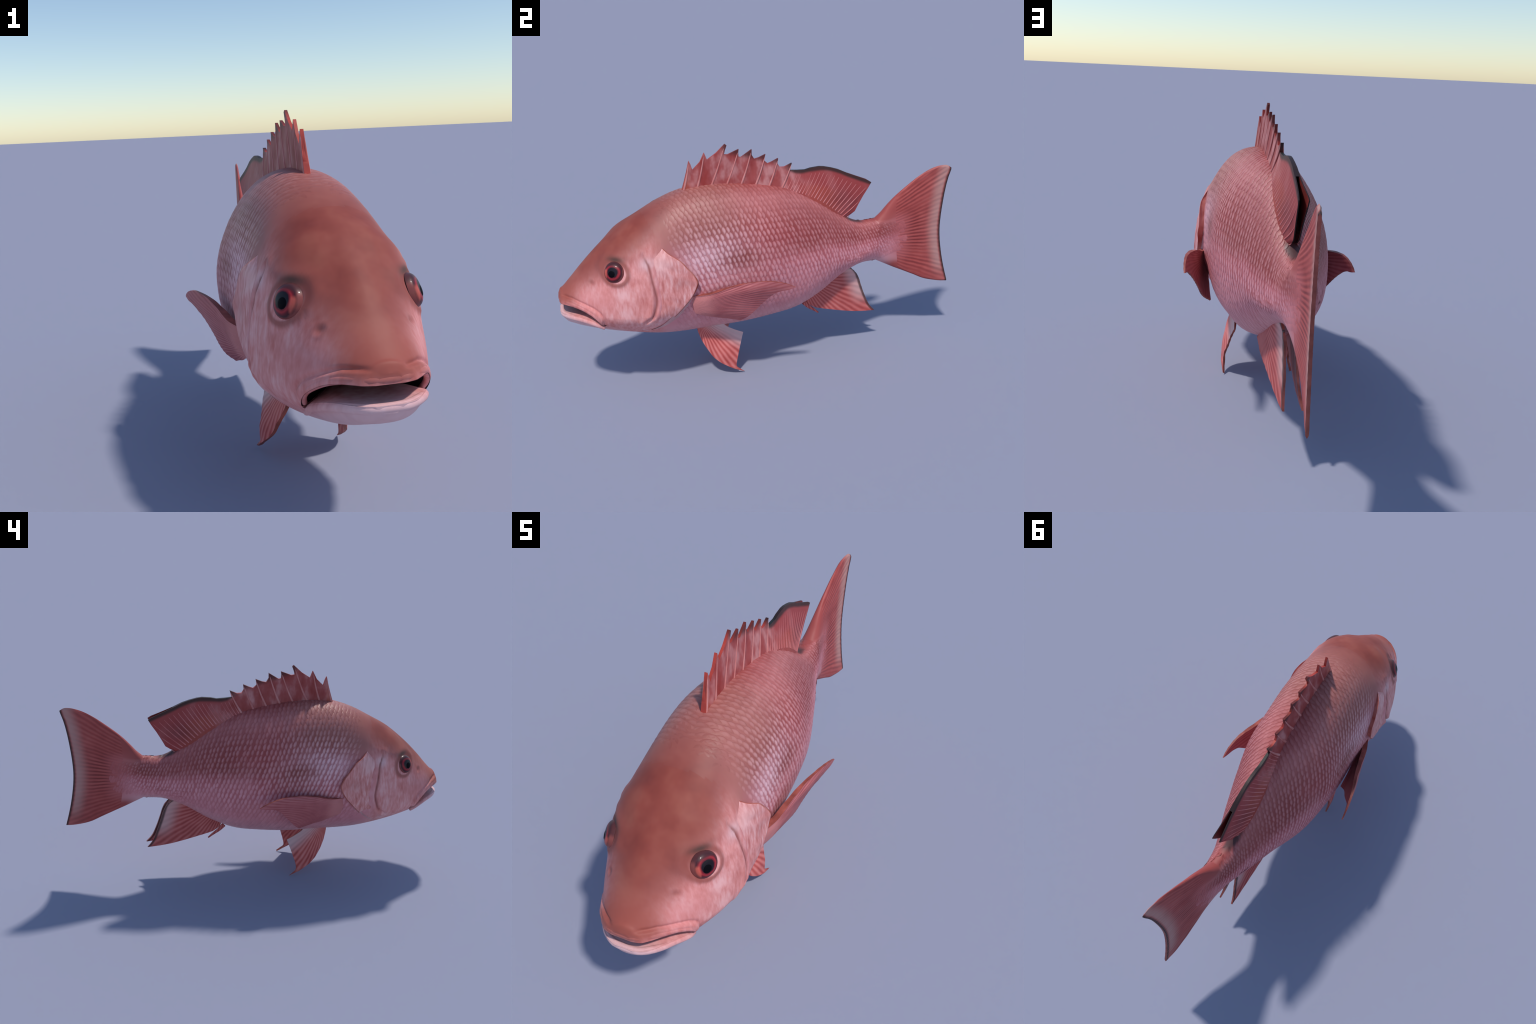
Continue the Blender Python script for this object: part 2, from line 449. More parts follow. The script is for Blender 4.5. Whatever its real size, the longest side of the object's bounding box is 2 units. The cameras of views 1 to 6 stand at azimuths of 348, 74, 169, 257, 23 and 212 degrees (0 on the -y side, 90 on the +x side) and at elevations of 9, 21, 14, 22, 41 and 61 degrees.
M_ = Mat('dorsal_membrane', .5, .3)
nA = M_.noise(16, 3, (1, 1, .6)); nB = M_.noise(40, 2)
c = M_.ramp(nA, [(.34, rgb(152, 56, 52)), (.5, rgb(168, 80, 78)), (.66, rgb(200, 134, 132))])
soft = M_.y.step(.12, .30)
c = M_.mix(soft*.8, c, rgb(164, 66, 66))
top = M_.curve((M_.y + 1.0)*.5, [(.5, 1.09), (.575, .985), (.60, .968), (.63, .971), (.665, .970), (.70, .949), (.725, .925), (.75, .903), (.778, .879), (.80, .86)])
c = M_.mix(M_.y.step(.10, .18)*(M_.z - top).step(-.026, -.010)*.93, c, rgb(34, 36, 32))
c = M_.mix(M_.y.step(.15, .28)*M_.y.down(.34, .44)*(M_.z - top + (M_.y - .2)*.25).down(-.085, -.05)*.6, c, rgb(176, 78, 62))
c = M_.mix(M_.y.down(-.36, -.33)*.6, c, rgb(190, 96, 74))
c = M_.mix((M_.z + M_.y*.30).step(1.022, 1.056)*M_.y.step(-.19, -.16)*M_.y.down(.14, .18)*.85, c, rgb(64, 32, 32))
c = M_.mix(nB*.25, c, rgb(120, 48, 48))
c = M_.mix(M_.blob(.41, .80, .08, .05)*.55, c, rgb(104, 36, 40))
M_.bump(nB, .2, .002)
m_dorsal = M_.done(c)
M_ = Mat('dorsal_rim', .5, .3)
c = M_.ramp(M_.noise(20), [(.3, rgb(190, 70, 58)), (.7, rgb(160, 60, 52))])
c = M_.mix(M_.y.step(.12, .17), c, rgb(30, 32, 30))
c = M_.mix((M_.z + M_.y*.30).step(1.022, 1.056)*M_.y.step(-.19, -.16)*.7, c, rgb(52, 28, 28))
m_rimd = M_.done(c)

def simple(name, stops, scale=20, rough=.5, stretch=None):
    M = Mat(name, rough, .3)
    return M.done(M.ramp(M.noise(scale, 3, stretch), stops))
m_spine = simple('fin_spine', [(.3, rgb(186, 104, 100)), (.7, rgb(206, 138, 134))])
m_ray = simple('fin_ray', [(.3, rgb(184, 92, 90)), (.7, rgb(204, 126, 124))])
m_inner = simple('fin_inside', [(.3, rgb(120, 44, 42)), (.7, rgb(140, 58, 54))])

def anal_extra(M, c, f, n):
    rear = M.curve(M.z, [(.15, .61), (.205, .56), (.26, .536), (.32, .515), (.37, .50), (.40, .488), (.425, .465), (.44, .43), (.5, .40)])
    dist = rear - M.y
    c = M.mix(dist.down(.02, .10)*M.z.step(.20, .30)*.75, c, rgb(212, 172, 168))
    c = M.mix(dist.down(.006, .016)*.85, c, rgb(60, 40, 40))
    return c
m_anal = fin_mat('anal_fin_skin', (.16, .44), 84, rgb(156, 64, 62), rgb(186, 86, 82), rgb(204, 116, 110), anal_extra, .6)
def pelvic_extra(M, c, f, n):
    a = (M.y - -.15)*.97 + (M.z - .20)*-.22
    b = (M.y + .37)*.35 + (M.z - .24)*.94 + .0
    c = M.mix((M.z - .02 + (M.y + .2)*.75).step(.10, .20)*.72, c, rgb(214, 190, 190))
    c = M.mix(M.z.down(.02, .05)*.5, c, rgb(120, 54, 46))
    return c
m_pelvic = fin_mat('pelvic_fin_skin', (-.36, .30), 62, rgb(168, 68, 66), rgb(204, 98, 92), rgb(220, 134, 128), pelvic_extra, .6)
def pect_extra(M, c, f, n):
    c = M.mix(M.y.down(-.36, -.28)*.7, c, rgb(214, 134, 130))
    return c
m_pect = fin_mat('pectoral_fin_skin', (-.47, .43), 170, rgb(156, 76, 78), rgb(178, 96, 98), rgb(192, 114, 114), pect_extra, .5)
m_finrim = simple('fin_rim', [(.3, rgb(120, 58, 50)), (.7, rgb(176, 92, 80))])

# ------------------------------------------------------------------ body parts from the one surface
REG = np.array(REG)
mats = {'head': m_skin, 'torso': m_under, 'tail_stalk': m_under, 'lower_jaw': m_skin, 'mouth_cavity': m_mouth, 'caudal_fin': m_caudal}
parts = {}
for nme, mt in mats.items():
    fs = [F[k] for k in np.nonzero(REG == nme)[0]]
    used = np.unique(np.concatenate([np.array(f) for f in fs])); remap = {int(a): b for b, a in enumerate(used)}
    rim = [1 if min(V[list(f)][:, 1] - np.interp(V[list(f)][:, 2], C1[::-1, 1], C1[::-1, 0])) > -1e-4 else 0 for f in fs] if nme == 'caudal_fin' else None
    ob = new_object(nme, V[used], [[remap[int(k)] for k in f] for f in fs], [mt, m_finrim] if rim else [mt], root, rim)
    ob.data.normals_split_custom_set_from_vertices([tuple(n) for n in VN[used]])
    parts[nme] = ob

# ------------------------------------------------------------------ sweeps
def tube(name, pts, radii, mat, parent, seg=10, flat=(1, 1), up=(1, 0, 0)):
    P = np.asarray(pts, float); R = np.asarray(radii, float)
    Tn = np.gradient(P, axis=0); Tn /= np.linalg.norm(Tn, axis=1, keepdims=True)
    vs, fs = [], []
    for k in range(len(P)):
        a = np.array(up, float) - Tn[k]*np.dot(up, Tn[k]); a /= np.linalg.norm(a); b = np.cross(Tn[k], a)
        for q in range(seg):
            t = 2*math.pi*q/seg
            vs.append(P[k] + R[k]*(a*math.cos(t)*flat[0] + b*math.sin(t)*flat[1]))
    for k in range(len(P) - 1):
        for q in range(seg):
            r_ = (q + 1) % seg
            fs.append((k*seg + q, k*seg + r_, (k+1)*seg + r_, (k+1)*seg + q))
    fs.append(tuple(range(seg))[::-1]); fs.append(tuple((len(P)-1)*seg + q for q in range(seg)))
    ob = new_object(name, vs, fs, [mat], parent)
    return ob

# lips: rolls along both edges of the slit
def lip_path(edge, inset):
    pts = []
    for y in np.concatenate([np.linspace(CORNER + .004, -.95, 22), np.linspace(-.955, -.992, 10)]):
        z = float(edge(min(y, CORNER))); x = float(body_x(y, z))
        ins = inset*(.30 + .70*float(1 - smooth(-.92, -.82, y)))
        pts.append((max(x - ins, .0), y + inset*.9*float(1 - smooth(-.99, -.93, y)), z))
    pts = np.array(pts)
    front = [(pts[-1, 0]*k, pts[-1, 1] - .004*(1 - k**2), pts[-1, 2]) for k in (.75, .5, .25, 0)]
    right = np.concatenate([pts, front]); left = right[:-1][::-1]*np.array([-1, 1, 1])
    return np.concatenate([right, left])
lp = lip_path(lip_up, .009); s = np.abs(np.linspace(-1, 1, len(lp)))
lp[:, 2] += .010
tube('upper_lip', lp, .0125 - .005*s**3, m_skin, parts['head'], 12, (1, 1), (0, 0, 1))
lp = lip_path(lip_lo, .010); lp[:, 2] -= .011
tube('lower_lip', lp, .0135 - .006*s**3, m_skin, parts['lower_jaw'], 12, (1, 1), (0, 0, 1))

# ------------------------------------------------------------------ gill covers
TRAIL = path([(-.545, .755), (-.497, .703), (-.448, .668), (-.409, .618), (-.386, .586), (-.374, .556), (-.383, .527), (-.405, .490), (-.438, .452), (-.474, .413), (-.513, .375), (-.553, .340), (-.615, .305)], 60)
FRONT = path([(-.600, .72), (-.592, .66), (-.585, .60), (-.577, .542), (-.572, .492), (-.580, .452), (-.60, .41), (-.64, .375), (-.67, .345)], 60)
def gill_cover(sg):
    NB = 26; vs, fs = [], []
    for a in range(60):
        ka = a/59
        for b in range(NB + 4):
            k = min(b/NB, 1.0)
            y, z = (FRONT[a] + np.array([.010, 0]))*(1 - k) + TRAIL[a]*k
            ends = smooth(0, .22, ka)*(1 - smooth(.50, .85, ka))
            off = -.003 + (.023*k**1.4 + .006*math.sin(k*math.pi))*(.06 + .94*ends)
            # rolled rear border and wrinkles
            off += .002*math.exp(-((k - .93)/.06)**2)*ends
            off += .0012*math.sin(70*(z*.6 + y) + 2*math.sin(40*z))*math.sin(k*math.pi)
            off -= .005*(1 - smooth(0, .14, ka))
            # blunt ridge to the gill spine
            off += .005*math.exp(-((z - .555 - .08*(1 - k))/.022)**2)*smooth(.55, .95, k)
            if b > NB:                             # fold the free edge inwards
                q = b - NB; y -= .0035*q; off = off - (.002, .010, .024)[q - 1]
            vs.append((sg*(float(body_x(y, z)) + off), y, z))
    W = NB + 4
    for a in range(59):
        for b in range(W - 1):
            f = (a*W + b, a*W + b + 1, (a+1)*W + b + 1, (a+1)*W + b)
            fs.append(f if sg < 0 else f[::-1])
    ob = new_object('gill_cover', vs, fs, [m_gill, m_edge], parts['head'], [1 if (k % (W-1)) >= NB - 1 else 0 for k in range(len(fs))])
    return ob
def gill_mat():
    M = Mat('gill_cover_skin', .45, .4)
    n = M.noise(56, 3, (1, 1.5, .4), (.5, 0, 0)); n1 = M.noise(8, 2)
    c = M.ramp(n, [(.30, rgb(198, 112, 106)), (.5, rgb(222, 144, 140)), (.70, rgb(238, 178, 176))])
    c = M.mix(n1.step(.45, .7)*.3, c, rgb(200, 118, 110))
    c = M.mix(M.blob(-.53, .66, .05, .05)*.5, c, rgb(240, 192, 190))  # painted highlight near the top of the cover
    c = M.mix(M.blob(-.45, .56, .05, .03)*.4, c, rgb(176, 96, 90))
    c = M.mix((M.z).down(.36, .43)*.5, c, rgb(222, 170, 174))
    M.bump(n, .2, .003)
    return M.done(c)
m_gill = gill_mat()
m_edge = simple('gill_cover_edge', [(.3, rgb(178, 84, 70)), (.7, rgb(206, 128, 118))])
def gill_membrane(sg):
    vs, fs = [], []; A0, A1, W = 26, 57, 8
    tn = np.gradient(TRAIL, axis=0); tn /= np.linalg.norm(tn, axis=1, keepdims=True)
    for a in range(A0, A1 + 1):
        w = math.sin(math.pi*(a - A0)/(A1 - A0))**.7
        for b in range(W):
            k = b/(W - 1); p = TRAIL[a] + np.array([-tn[a, 1], tn[a, 0]])*(-.012 + .034*k*w)
            y, z = p
            vs.append((sg*(float(body_x(y, z)) + .004*math.cos(k*1.9) - .001), y, z))
    for a in range(A1 - A0):
        for b in range(W - 1):
            f = (a*W + b, a*W + b + 1, (a+1)*W + b + 1, (a+1)*W + b)
            fs.append(f if sg < 0 else f[::-1])
    return new_object('gill_membrane', vs, fs, [m_memb], parts['head'])
m_memb = simple('gill_membrane_skin', [(.3, rgb(196, 140, 140)), (.7, rgb(214, 172, 172))])
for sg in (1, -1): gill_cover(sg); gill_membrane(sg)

# ------------------------------------------------------------------ eyes
def eye_mat():
    M = Mat('eye_iris', .4, .2); M.local()
    r = (M.x*M.x + M.y*M.y).m('SQRT')
    n = M.noise(40, 3)
    c = M.ramp(r*10.0 + (n - .5)*.08, [(.0, rgb(20, 14, 22)), (.22, rgb(24, 14, 24)), (.25, rgb(110, 26, 38)), (.31, rgb(164, 44, 52)), (.36, rgb(104, 28, 38)), (.41, rgb(62, 30, 36)), (.46, rgb(134, 70, 66))])
    # pale golden crescent towards the snout, dark upper rim
    c = M.mix(((M.x*-1.0)).step(.024, .032)*r.down(.038, .046)*(M.y.down(.006, .020))*.6, c, rgb(216, 104, 88))
    c = M.mix(M.y.step(.020, .034)*.8, c, rgb(70, 40, 44))
    M.bsdf.inputs['Coat Weight'].default_value = .15
    M.bsdf.inputs['Coat Roughness'].default_value = .08
    return M.done(c)
m_eye = eye_mat()
m_pupil = Mat('eye_pupil', .5, .05).done(rgb(10, 8, 14))
def dome(name, rad, height, mat, parent, rings=14, seg=40):
    vs = [(0, 0, height)]; fs = []
    for k in range(1, rings + 1):
        t = k/rings
        for q in range(seg):
            a = 2*math.pi*q/seg
            vs.append((rad*t*math.cos(a), rad*t*math.sin(a), height*math.sqrt(max(0, 1 - t**2.2)) - .006*t**6))
    for q in range(seg): fs.append((0, 1 + q, 1 + (q + 1) % seg))
    for k in range(rings - 1):
        for q in range(seg):
            a = 1 + k*seg + q; b = 1 + k*seg + (q + 1) % seg
            fs.append((a, a + seg, b + seg, b))
    return new_object(name, vs, fs, [mat], parent)
def place(ob, sg, y, z, lift):
    e = .012
    x = float(body_x(y, z))
    gy = (float(body_x(y + e, z)) - float(body_x(y - e, z)))/(2*e); gz = (float(body_x(y, z + e)) - float(body_x(y, z - e)))/(2*e)
    n = Vector((1, -gy*.8, -gz*.8)).normalized()
    tx = Vector((gy, 1, 0)); tx = (tx - n*tx.dot(n)).normalized()       # local x points to the tail
    ty = n.cross(tx)
    if ty.z < 0: ty = -ty
    m = Matrix(((tx.x, ty.x, n.x), (tx.y, ty.y, n.y), (tx.z, ty.z, n.z)))
    p = Vector((x, y, z)) + n*lift
    if sg < 0:
        m = Matrix.Diagonal((-1, 1, 1)) @ m; p.x = -p.x
    ob.matrix_world = Matrix.Translation(p) @ m.to_4x4()
for sg in (1, -1):
    e = dome('eye', .050, .022, m_eye, parts['head']); place(e, sg, EYE_Y, EYE_Z, .008)
    p = dome('pupil', .0225, .006, m_pupil, e, 8, 28)
    p.location = (-.003, -.006, .0172)

# ------------------------------------------------------------------ hollow two-sheet fins (dorsal, anal)
def hollow_fin(name, cols, half, wall, open_from, mats, rows=14, closed_front=True):
    """cols: list of (base_yz, edge_yz); half(y, t): half spread; the two sheets meet in a rim along the edge
    and stand open behind column open_from"""
    n = len(cols); R = rows + 1
    idx = {}; vs = []; fs = []; fm = []
    for k, (b, e) in enumerate(cols):
        for lay in range(4):                    # outer +, outer -, inner +, inner -
            for t_ in range(R):
                t = t_/rows
                y = b[0]*(1 - t) + e[0]*t; z = b[1]*(1 - t) + e[1]*t
                if lay >= 2 and k < open_from: # inner sheets stay just under the rim
                    z = b[1]*(1 - t*.97) + e[1]*t*.97; y = b[0]*(1 - t*.97) + e[0]*t*.97
                cxx, h = half(y, b[0], t)
                h = h if lay < 2 else max(h - wall, .0008)
                idx[k, lay, t_] = len(vs); vs.append((cxx + (h if lay % 2 == 0 else -h), y, z))
    def quad(a, b, c, d, m): fs.append((a, b, c, d)); fm.append(m)
    for k in range(n - 1):
        for t_ in range(rows):
            for lay in range(4):
                q = [idx[k, lay, t_], idx[k+1, lay, t_], idx[k+1, lay, t_+1], idx[k, lay, t_+1]]
                quad(*q, 0 if lay < 2 else 2)
        T_ = rows
        if k < open_from:
            quad(idx[k, 0, T_], idx[k+1, 0, T_], idx[k+1, 1, T_], idx[k, 1, T_], 1)
        else:
            for o, i_ in ((0, 2), (1, 3)): quad(idx[k, o, T_], idx[k+1, o, T_], idx[k+1, i_, T_], idx[k, i_, T_], 1)
    for t_ in range(rows): quad(idx[0, 0, t_], idx[0, 0, t_+1], idx[0, 1, t_+1], idx[0, 1, t_], 1)
    for t_ in range(rows):
        for o, i_ in ((0, 2), (1, 3)): quad(idx[n-1, o, t_], idx[n-1, o, t_+1], idx[n-1, i_, t_+1], idx[n-1, i_, t_], 1)
    ob = new_object(name, vs, fs, mats, root, fm)
    sharp_by_angle(ob, 40)
    return ob

def columns(pairs, sub, base_z, sink):
    out = []
    for (ey, ez, by), (fy, fz, cy) in zip(pairs[:-1], pairs[1:]):
        for k in range(sub):
            q = k/sub; y = by*(1-q) + cy*q
            out.append(((y, base_z(y) + sink), (ey*(1-q) + fy*q, ez*(1-q) + fz*q)))
    ey, ez, by = pairs[-1]; out.append(((by, base_z(by) + sink), (ey, ez)))
    return out

# dorsal: edge point (y, z) and the place on the back where its ray is rooted
DORSAL = [(-.352, 1.010, -.386), (-.337, 1.066, -.378), (-.330, 1.050, -.372), (-.322, 1.021, -.352), (-.285, 1.055, -.330), (-.262, 1.097, -.312), (-.256, 1.080, -.304), (-.250, 1.062, -.288),
 (-.205, 1.090, -.266), (-.161, 1.129, -.246), (-.153, 1.122, -.242), (-.162, 1.100, -.237), (-.168, 1.080, -.230), (-.150, 1.078, -.216), (-.096, 1.098, -.172), (-.099, 1.080, -.166), (-.098, 1.062, -.158), (-.086, 1.059, -.148),
 (-.033, 1.091, -.102), (-.034, 1.065, -.094), (-.022, 1.044, -.078), (.000, 1.048, -.060), (.034, 1.061, -.032), (.024, 1.034, -.022), (.044, 1.015, -.002), (.066, 1.022, .014), (.096, 1.035, .034), (.092, 1.010, .042), (.103, .991, .054), (.127, .990, .072),
 (.164, 1.005, .096), (.152, .971, .104), (.190, .967, .132), (.230, .965, .162), (.259, .971, .186), (.303, .974, .214), (.328, .971, .232), (.367, .961, .260), (.402, .949, .286), (.451, .925, .318), (.501, .903, .348), (.557, .879, .380), (.573, .868, .389),
 (.558, .842, .394), (.532, .803, .400), (.507, .760, .407), (.488, .725, .413), (.464, .709, .418), (.436, .699, .424), (.418, .690, .430)]
d_base = hermite([-.40, -.30, -.10, .07, .20, .30, .36, .40, .435], [.010, .012, .016, .025, .038, .042, .038, .030, .021])
d_edge = hermite([-.40, -.1, .2, .40, .48, .575], [.006, .005, .006, .008, .011, .019])
def dorsal_half(y, by, t):
    """half spread of the two sheets: wide where they ride over the back, nearly shut along the edge"""
    wav = .0012*math.sin(110*by)*(1 - float(smooth(.05, .15, by)))*math.sin(math.pi*t)
    q = 1 - (1 - t)**1.25
    return .4*float(bend(y)) + .003*(1 - t)*float(1 - smooth(.0, .25, by)), float(d_base(by))*(1 - q) + float(d_edge(y))*q + wav
cols = columns(DORSAL, 3, lambda y: float(f_zt(y)), -.022)
dorsal = hollow_fin('dorsal_fin', cols, dorsal_half, .004, 39*3, [m_dorsal, m_rimd, m_inner], 16)

RAYS = np.linspace(.108, .418, 22)
dt = np.array(DORSAL)
def ray_object(name, by, upto, r0, r1, mat, parent, bow=.0):
    """a ray lying on both sheets, from the back at by towards the fin edge"""
    b = (by, float(f_zt(by)) - .022); e = (np.interp(by, dt[:, 2], dt[:, 0]), np.interp(by, dt[:, 2], dt[:, 1]))
    n = 16; seg = 8; vs, fs = [], []
    dy, dz = e[0]-b[0], e[1]-b[1]; L = math.hypot(dy, dz); py, pz = -dz/L, dy/L
    for sg in (1, -1):
        base = len(vs)
        for k in range(n + 1):
            q = k/n; t = .08 + (upto - .08)*q
            w = bow*math.sin(math.pi*t)
            y = b[0]*(1-t) + e[0]*t + py*w; z = b[1]*(1-t) + e[1]*t + pz*w
            cxx, h = dorsal_half(y, by, t)
            rr = (r0*(1-q) + r1*q)*min(1, .2 + 6*(1 - q))
            for a_ in range(seg):
                a = 2*math.pi*a_/seg
                vs.append((cxx + sg*(h - .0006 + rr*.6*math.cos(a)), y + py*rr*math.sin(a), z + pz*rr*math.sin(a)))
        for k in range(n):
            for q in range(seg):
                r_ = (q+1) % seg
                f = (base + k*seg + q, base + k*seg + r_, base + (k+1)*seg + r_, base + (k+1)*seg + q)
                fs.append(f if sg > 0 else f[::-1])
        fs.append(tuple(base + n*seg + q for q in range(seg)))
    return new_object(name, vs, fs, [mat], parent)
for by in (-.378, -.312, -.246, -.172, -.102, -.032, .034, .096): ray_object('fin_spine', by, .93, .0058, .0026, m_spine, dorsal, -.004)
for by in RAYS: ray_object('fin_ray', by, .90, .0034, .0016, m_ray, dorsal, -.005)

# ------------------------------------------------------------------ paired fins: slabs on a four-sided patch
def patch_fin(name, root_c, outer_c, lead_c, trail_c, half, mat, sg, fan, freq, nu=70, nv=60, bulge=0, off=0):
    """root_c: leading->trailing root, outer_c: leading tip->trailing corner, lead_c / trail_c: root->outer"""
    R0, R1 = path(root_c, nu), path(outer_c, nu); Ld, Tr = path(lead_c, nv), path(trail_c, nv)
    P = np.zeros((nv, nu, 3))
    for j in range(nv):
        s = j/(nv-1)
        for i in range(nu):
            t = i/(nu-1)
            P[j, i] = ((1-s)*R0[i] + s*R1[i] + (1-t)*Ld[j] + t*Tr[j]
                       - (1-s)*(1-t)*R0[0] - (1-s)*t*R0[-1] - s*(1-t)*R1[0] - s*t*R1[-1])
    du = np.gradient(P, axis=1); dv = np.gradient(P, axis=0)
    n = np.cross(du, dv); n /= np.maximum(np.linalg.norm(n, axis=2, keepdims=True), 1e-9)
    if n[..., 0].mean() < 0: n = -n
    S, Tt = np.meshgrid(np.linspace(0, 1, nv), np.linspace(0, 1, nu), indexing='ij')
    ang = np.arctan2(P[..., 2] - fan[1], P[..., 1] - fan[0])
    h = half(S, Tt) + .0005*np.sin(ang*freq)*smooth(.12, .3, S)
    P = P + n*(bulge*np.sin(np.pi*S)*np.sin(np.pi*np.clip(Tt, 0, 1)))[..., None]
    Aout, Ain = P + n*h[..., None], P - n*h[..., None]
    vs = np.concatenate([Aout.reshape(-1, 3), Ain.reshape(-1, 3)])*np.array([sg, 1, 1]) + np.array([off, 0, 0])
    K = nu*nv; fs, fm = [], []
    for j in range(nv-1):
        for i in range(nu-1):
            a = j*nu + i; q = (a, a+1, a+nu+1, a+nu)
            fs += [q, tuple(k + K for k in q[::-1])]; fm += [0, 0]
    for j in range(nv-1):
        for i in (0, nu-1):
            a = j*nu + i; fs.append((a, a+nu, a+nu+K, a+K)); fm.append(1)
    for i in range(nu-1):
        for j in (0, nv-1):
            a = j*nu + i; fs.append((a, a+1, a+1+K, a+K)); fm.append(1)
    ob = new_object(name, vs, fs, [mat, m_finrim], root, fm)
    sharp_by_angle(ob, 45)
    return ob
for sg in (1, -1):
    patch_fin('pectoral_fin',
        [(.212, -.405, .482), (.214, -.402, .445), (.206, -.395, .395)],
        [(.331, .063, .500), (.326, .030, .491), (.318, -.006, .486), (.308, -.035, .473), (.292, -.058, .451), (.276, -.083, .422), (.262, -.108, .392), (.249, -.136, .361), (.235, -.158, .340), (.206, -.178, .318)],
        [(.212, -.405, .482), (.243, -.330, .492), (.262, -.252, .514), (.286, -.155, .535), (.305, -.094, .541), (.317, -.050, .540), (.326, .000, .529), (.330, .036, .515), (.331, .063, .500)],
        [(.206, -.395, .395), (.206, -.330, .368), (.206, -.250, .342), (.206, -.178, .318)],
        lambda S, T_: .0075*(1-S)**1.2 + .0030 + .004*np.exp(-(T_/.05)**2)*(1-S), m_pect, sg, (-.47, .43), 170, bulge=.008)
    patch_fin('pelvic_fin',
        [(.068, -.368, .275), (.076, -.31, .285), (.084, -.245, .285)],
        [(.144, -.158, .002), (.142, -.176, .016), (.139, -.195, .034), (.138, -.190, .078), (.128, -.178, .114), (.118, -.163, .158), (.104, -.146, .200)],
        [(.068, -.368, .275), (.073, -.368, .240), (.084, -.360, .207), (.096, -.349, .177), (.110, -.331, .141), (.120, -.309, .104), (.128, -.290, .083), (.139, -.258, .058), (.145, -.210, .027), (.144, -.158, .002)],
        [(.084, -.245, .285), (.087, -.235, .250), (.095, -.195, .222), (.104, -.146, .200)],
        lambda S, T_: .0045*(1-S) + .0040 + 0*T_, m_pelvic, sg, (-.36, .30), 62, bulge=.006)
# the anal fin stands as two leaves, each with a small leading spine
for sg in (1, -1):
    leaf = patch_fin('anal_fin',
        [(.052, .200, .320), (.046, .290, .375), (.037, .370, .420), (.028, .440, .445)],
        [(.033, .588, .172), (.029, .562, .203), (.023, .537, .260), (.021, .517, .320), (.020, .499, .376), (.020, .488, .396), (.021, .474, .410)],
        [(.052, .200, .320), (.053, .208, .285), (.054, .240, .258), (.050, .285, .240), (.047, .330, .226), (.043, .390, .208), (.039, .450, .192), (.036, .515, .180), (.034, .560, .175), (.033, .588, .172)],
        [(.028, .440, .445), (.025, .452, .436), (.022, .464, .422), (.021, .474, .410)],
        lambda S, T_: .0045 + .002*(1-S) + 0*T_, m_anal, sg, (.16, .44), 70, off=.006)
    pts = path([(.060, .190, .290), (.057, .215, .262), (.054, .245, .238), (.050, .270, .215)], 14)*np.array([sg, 1, 1]) + np.array([.002, 0, 0])
    sp = tube('fin_spine', pts, np.linspace(.013, .004, 14), m_anal, leaf, 10, (.45, 1))

# ------------------------------------------------------------------ scales
CY = .0225; CR = .0285
UW, VW = 14, 11
def scale_mesh():
    vs, fs, fm = [], [], []
    for i in range(UW):
        u = i/(UW-1)
        w = (.80 + .2*math.sin(min(u/.45, 1)*math.pi/2)) if u < .45 else math.sqrt(max(0, 1 - ((u-.45)/.55)**2.3))
        for j in range(VW):
            v = (j/(VW-1))*2 - 1
            rim = max(abs(v)**6, smooth(.9, 1.0, u))
            z = -.0022 + .0036*smooth(0, .8, u) - .0021*v*v - .0012*rim
            vs.append(((u - .62)*CY*1.75 - .27*v*w*CR, v*w*CR, float(z)))     # leaning: upper end towards the head
    for i in range(UW-1):
        for j in range(VW-1):
            fs.append((i*VW + j, (i+1)*VW + j, (i+1)*VW + j + 1, i*VW + j + 1))
            uc = (i+.5)/(UW-1); vc = abs((j+.5)/(VW-1)*2 - 1)
            rr = math.hypot((uc - .74)/.22, vc/.86)
            fm.append(int(round(max(0, min(1, (1.05 - rr)/.75))*(ZONES - 1))))
    me = bpy.data.meshes.new('scale')
    me.from_pydata(vs, [], fs)
    for m in single_mats: me.materials.append(m)
    me.polygons.foreach_set('material_index', fm)
    me.polygons.foreach_set('use_smooth', [True]*len(fs)); me.update()
    return me, np.array(vs), np.array(fs), np.array(fm)
s_me, s_v, s_f, s_m = scale_mesh()

arcs = np.zeros((NI, J + 1))
arcs[:, 1:] = np.cumsum(np.linalg.norm(np.diff(A, axis=1), axis=2), axis=1)
# reference row: the side line
ref = np.zeros(NI)
for i in range(NI):
    zt_, zb_ = A[i, 0, 2], A[i, -1, 2]
    ref[i] = np.interp(-(zb_ + .52*(zt_ - zb_)), -A[i, :, 2], arcs[i])
ymid = np.array([np.interp(ref[i], arcs[i], A[i, :, 1]) for i in range(NI)])
def surf(y, off):
    """point at arc distance off (down positive) from the side line on the ring whose side line stands at y"""
    fi = float(np.interp(y, ymid, np.arange(NI))); i0 = min(int(fi), NI - 2); q = fi - i0
    out = 0
    for i, w in ((i0, 1-q), (i0+1, q)):
        s_ = ref[i] + off
        out = out + w*np.array([np.interp(s_, arcs[i], A[i, :, k]) for k in range(3)])
    s_ = (1-q)*ref[i0] + q*ref[i0+1] + off; L = (1-q)*arcs[i0, -1] + q*arcs[i0+1, -1]
    return out, s_, L
size = lambda y: 1.0 - .34*float(smooth(.0, .66, y))
trail_z = TRAIL[::-1]
placed = []
us = [-.64]
while us[-1] < .775: us.append(us[-1] + CY*size(us[-1]))
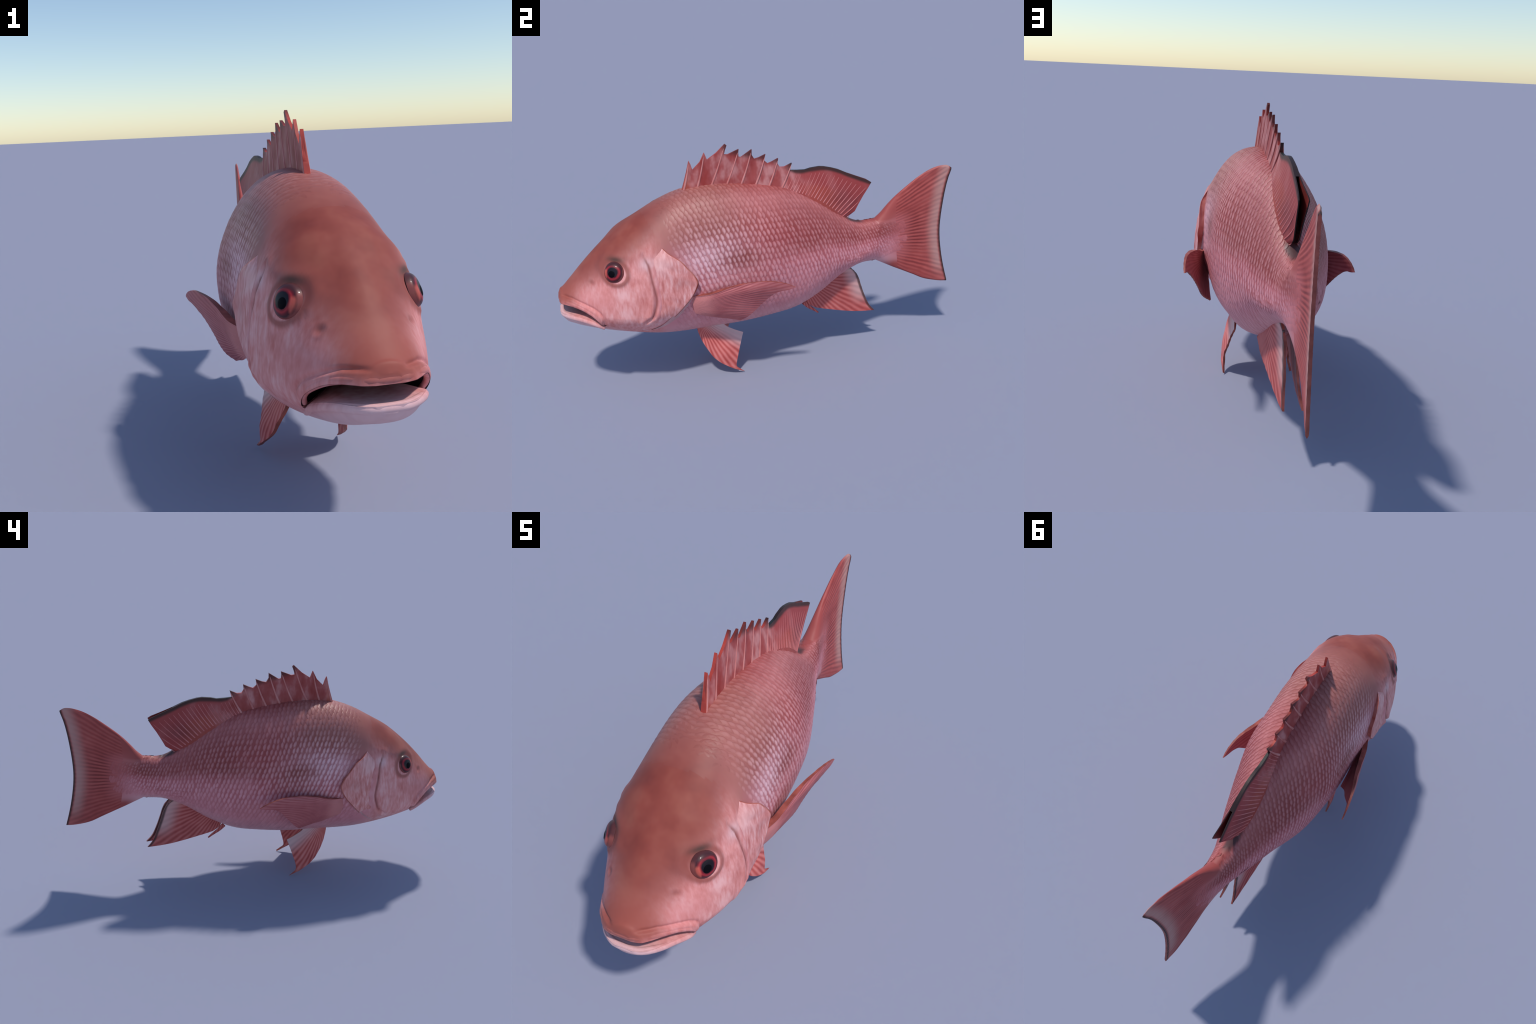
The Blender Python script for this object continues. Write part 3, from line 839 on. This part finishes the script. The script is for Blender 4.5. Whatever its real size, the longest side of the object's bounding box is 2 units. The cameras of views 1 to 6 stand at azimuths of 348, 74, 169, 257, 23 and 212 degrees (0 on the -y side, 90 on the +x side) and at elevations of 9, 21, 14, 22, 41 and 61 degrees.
for ci, y0 in enumerate(us):
    f = size(y0)
    for k in range(-20, 21):
        off = k*CR*f
        y = y0 + (.5*CY*f if k % 2 else 0) + rng.normal(0, .0020)
        off += rng.normal(0, .0020)
        if y > .775 - .04*rng.random() or (y > .70 and rng.random() < (y - .70)*8): continue
        P, s_, L = surf(y, off)
        if s_ < (.022 if P[1] > .40 else .010 if P[1] > -.40 else .0005) or s_ > L - .006: continue
        yy, zz = P[1], P[2]
        if zz > .70:
            if yy < -.46 - (zz - .70)*.45 + .015*math.sin(40*zz): continue
        elif yy < np.interp(zz, trail_z[:, 1], trail_z[:, 0]) - .02: continue
        if yy > .60 and abs(zz - .565) > .075 + (.75 - yy)*.12: continue
        dP = surf(min(y + .006, .80), off)[0] - surf(y - .006, off)[0]
        dQ = surf(y, off - .004)[0] - surf(y, off + .004)[0]
        placed.append((P, dP, dQ, f, yy, zz))
mats_all = []
for P, dP, dQ, f, yy, zz in placed:
    for sg in (1, -1):
        t = dP/np.linalg.norm(dP); b = dQ - t*np.dot(dQ, t); b /= np.linalg.norm(b); n = np.cross(t, b)
        if n[0] < 0 and P[0] > .004: n = -n
        a = rng.normal(0, .05); t, b = t*math.cos(a) + b*math.sin(a), b*math.cos(a) - t*math.sin(a)
        b2 = b; lift = -.0016*float(1 - smooth(-.58, -.40, yy))
        fl = f*(1 + rng.normal(0, .06))
        thin = .55 + .45*float(smooth(-.54, -.34, yy))*float(1 - .55*smooth(.5, .74, yy))
        cx = float(bend(P[1])) + lean(P[1], P[2])
        M4 = np.eye(4)
        M4[:3, 0] = t*fl; M4[:3, 1] = b2*fl; M4[:3, 2] = n*fl*thin; M4[:3, 3] = P + n*lift
        if sg < 0: M4[0] *= -1
        M4[0, 3] += cx
        big = -abs(yy + .22) - .8*abs(zz - .66)
        mats_all.append((big, sg, M4))
order = sorted(range(len(mats_all)), key=lambda k: -mats_all[k][0])
named = set(order[:300])
rest_v, rest_f, rest_m = [], [], []
base = 0
for k, (big, sg, M4) in enumerate(mats_all):
    if k in named:
        ob = bpy.data.objects.new('scale', s_me)
        bpy.context.scene.collection.objects.link(ob)
        ob.parent = parts['torso']; ob.matrix_world = Matrix(M4.tolist())
    else:
        rest_v.append(s_v @ M4[:3, :3].T + M4[:3, 3])
        rest_f.append((s_f if sg > 0 else s_f[:, ::-1]) + base); rest_m.append(s_m); base += len(s_v)
so = new_object('scales', np.concatenate(rest_v), np.concatenate(rest_f).tolist(), field_mats, parts['torso'], np.concatenate(rest_m))
so['kind'] = 'stuff'
print('scales', len(mats_all))
bpy.context.view_layer.update()
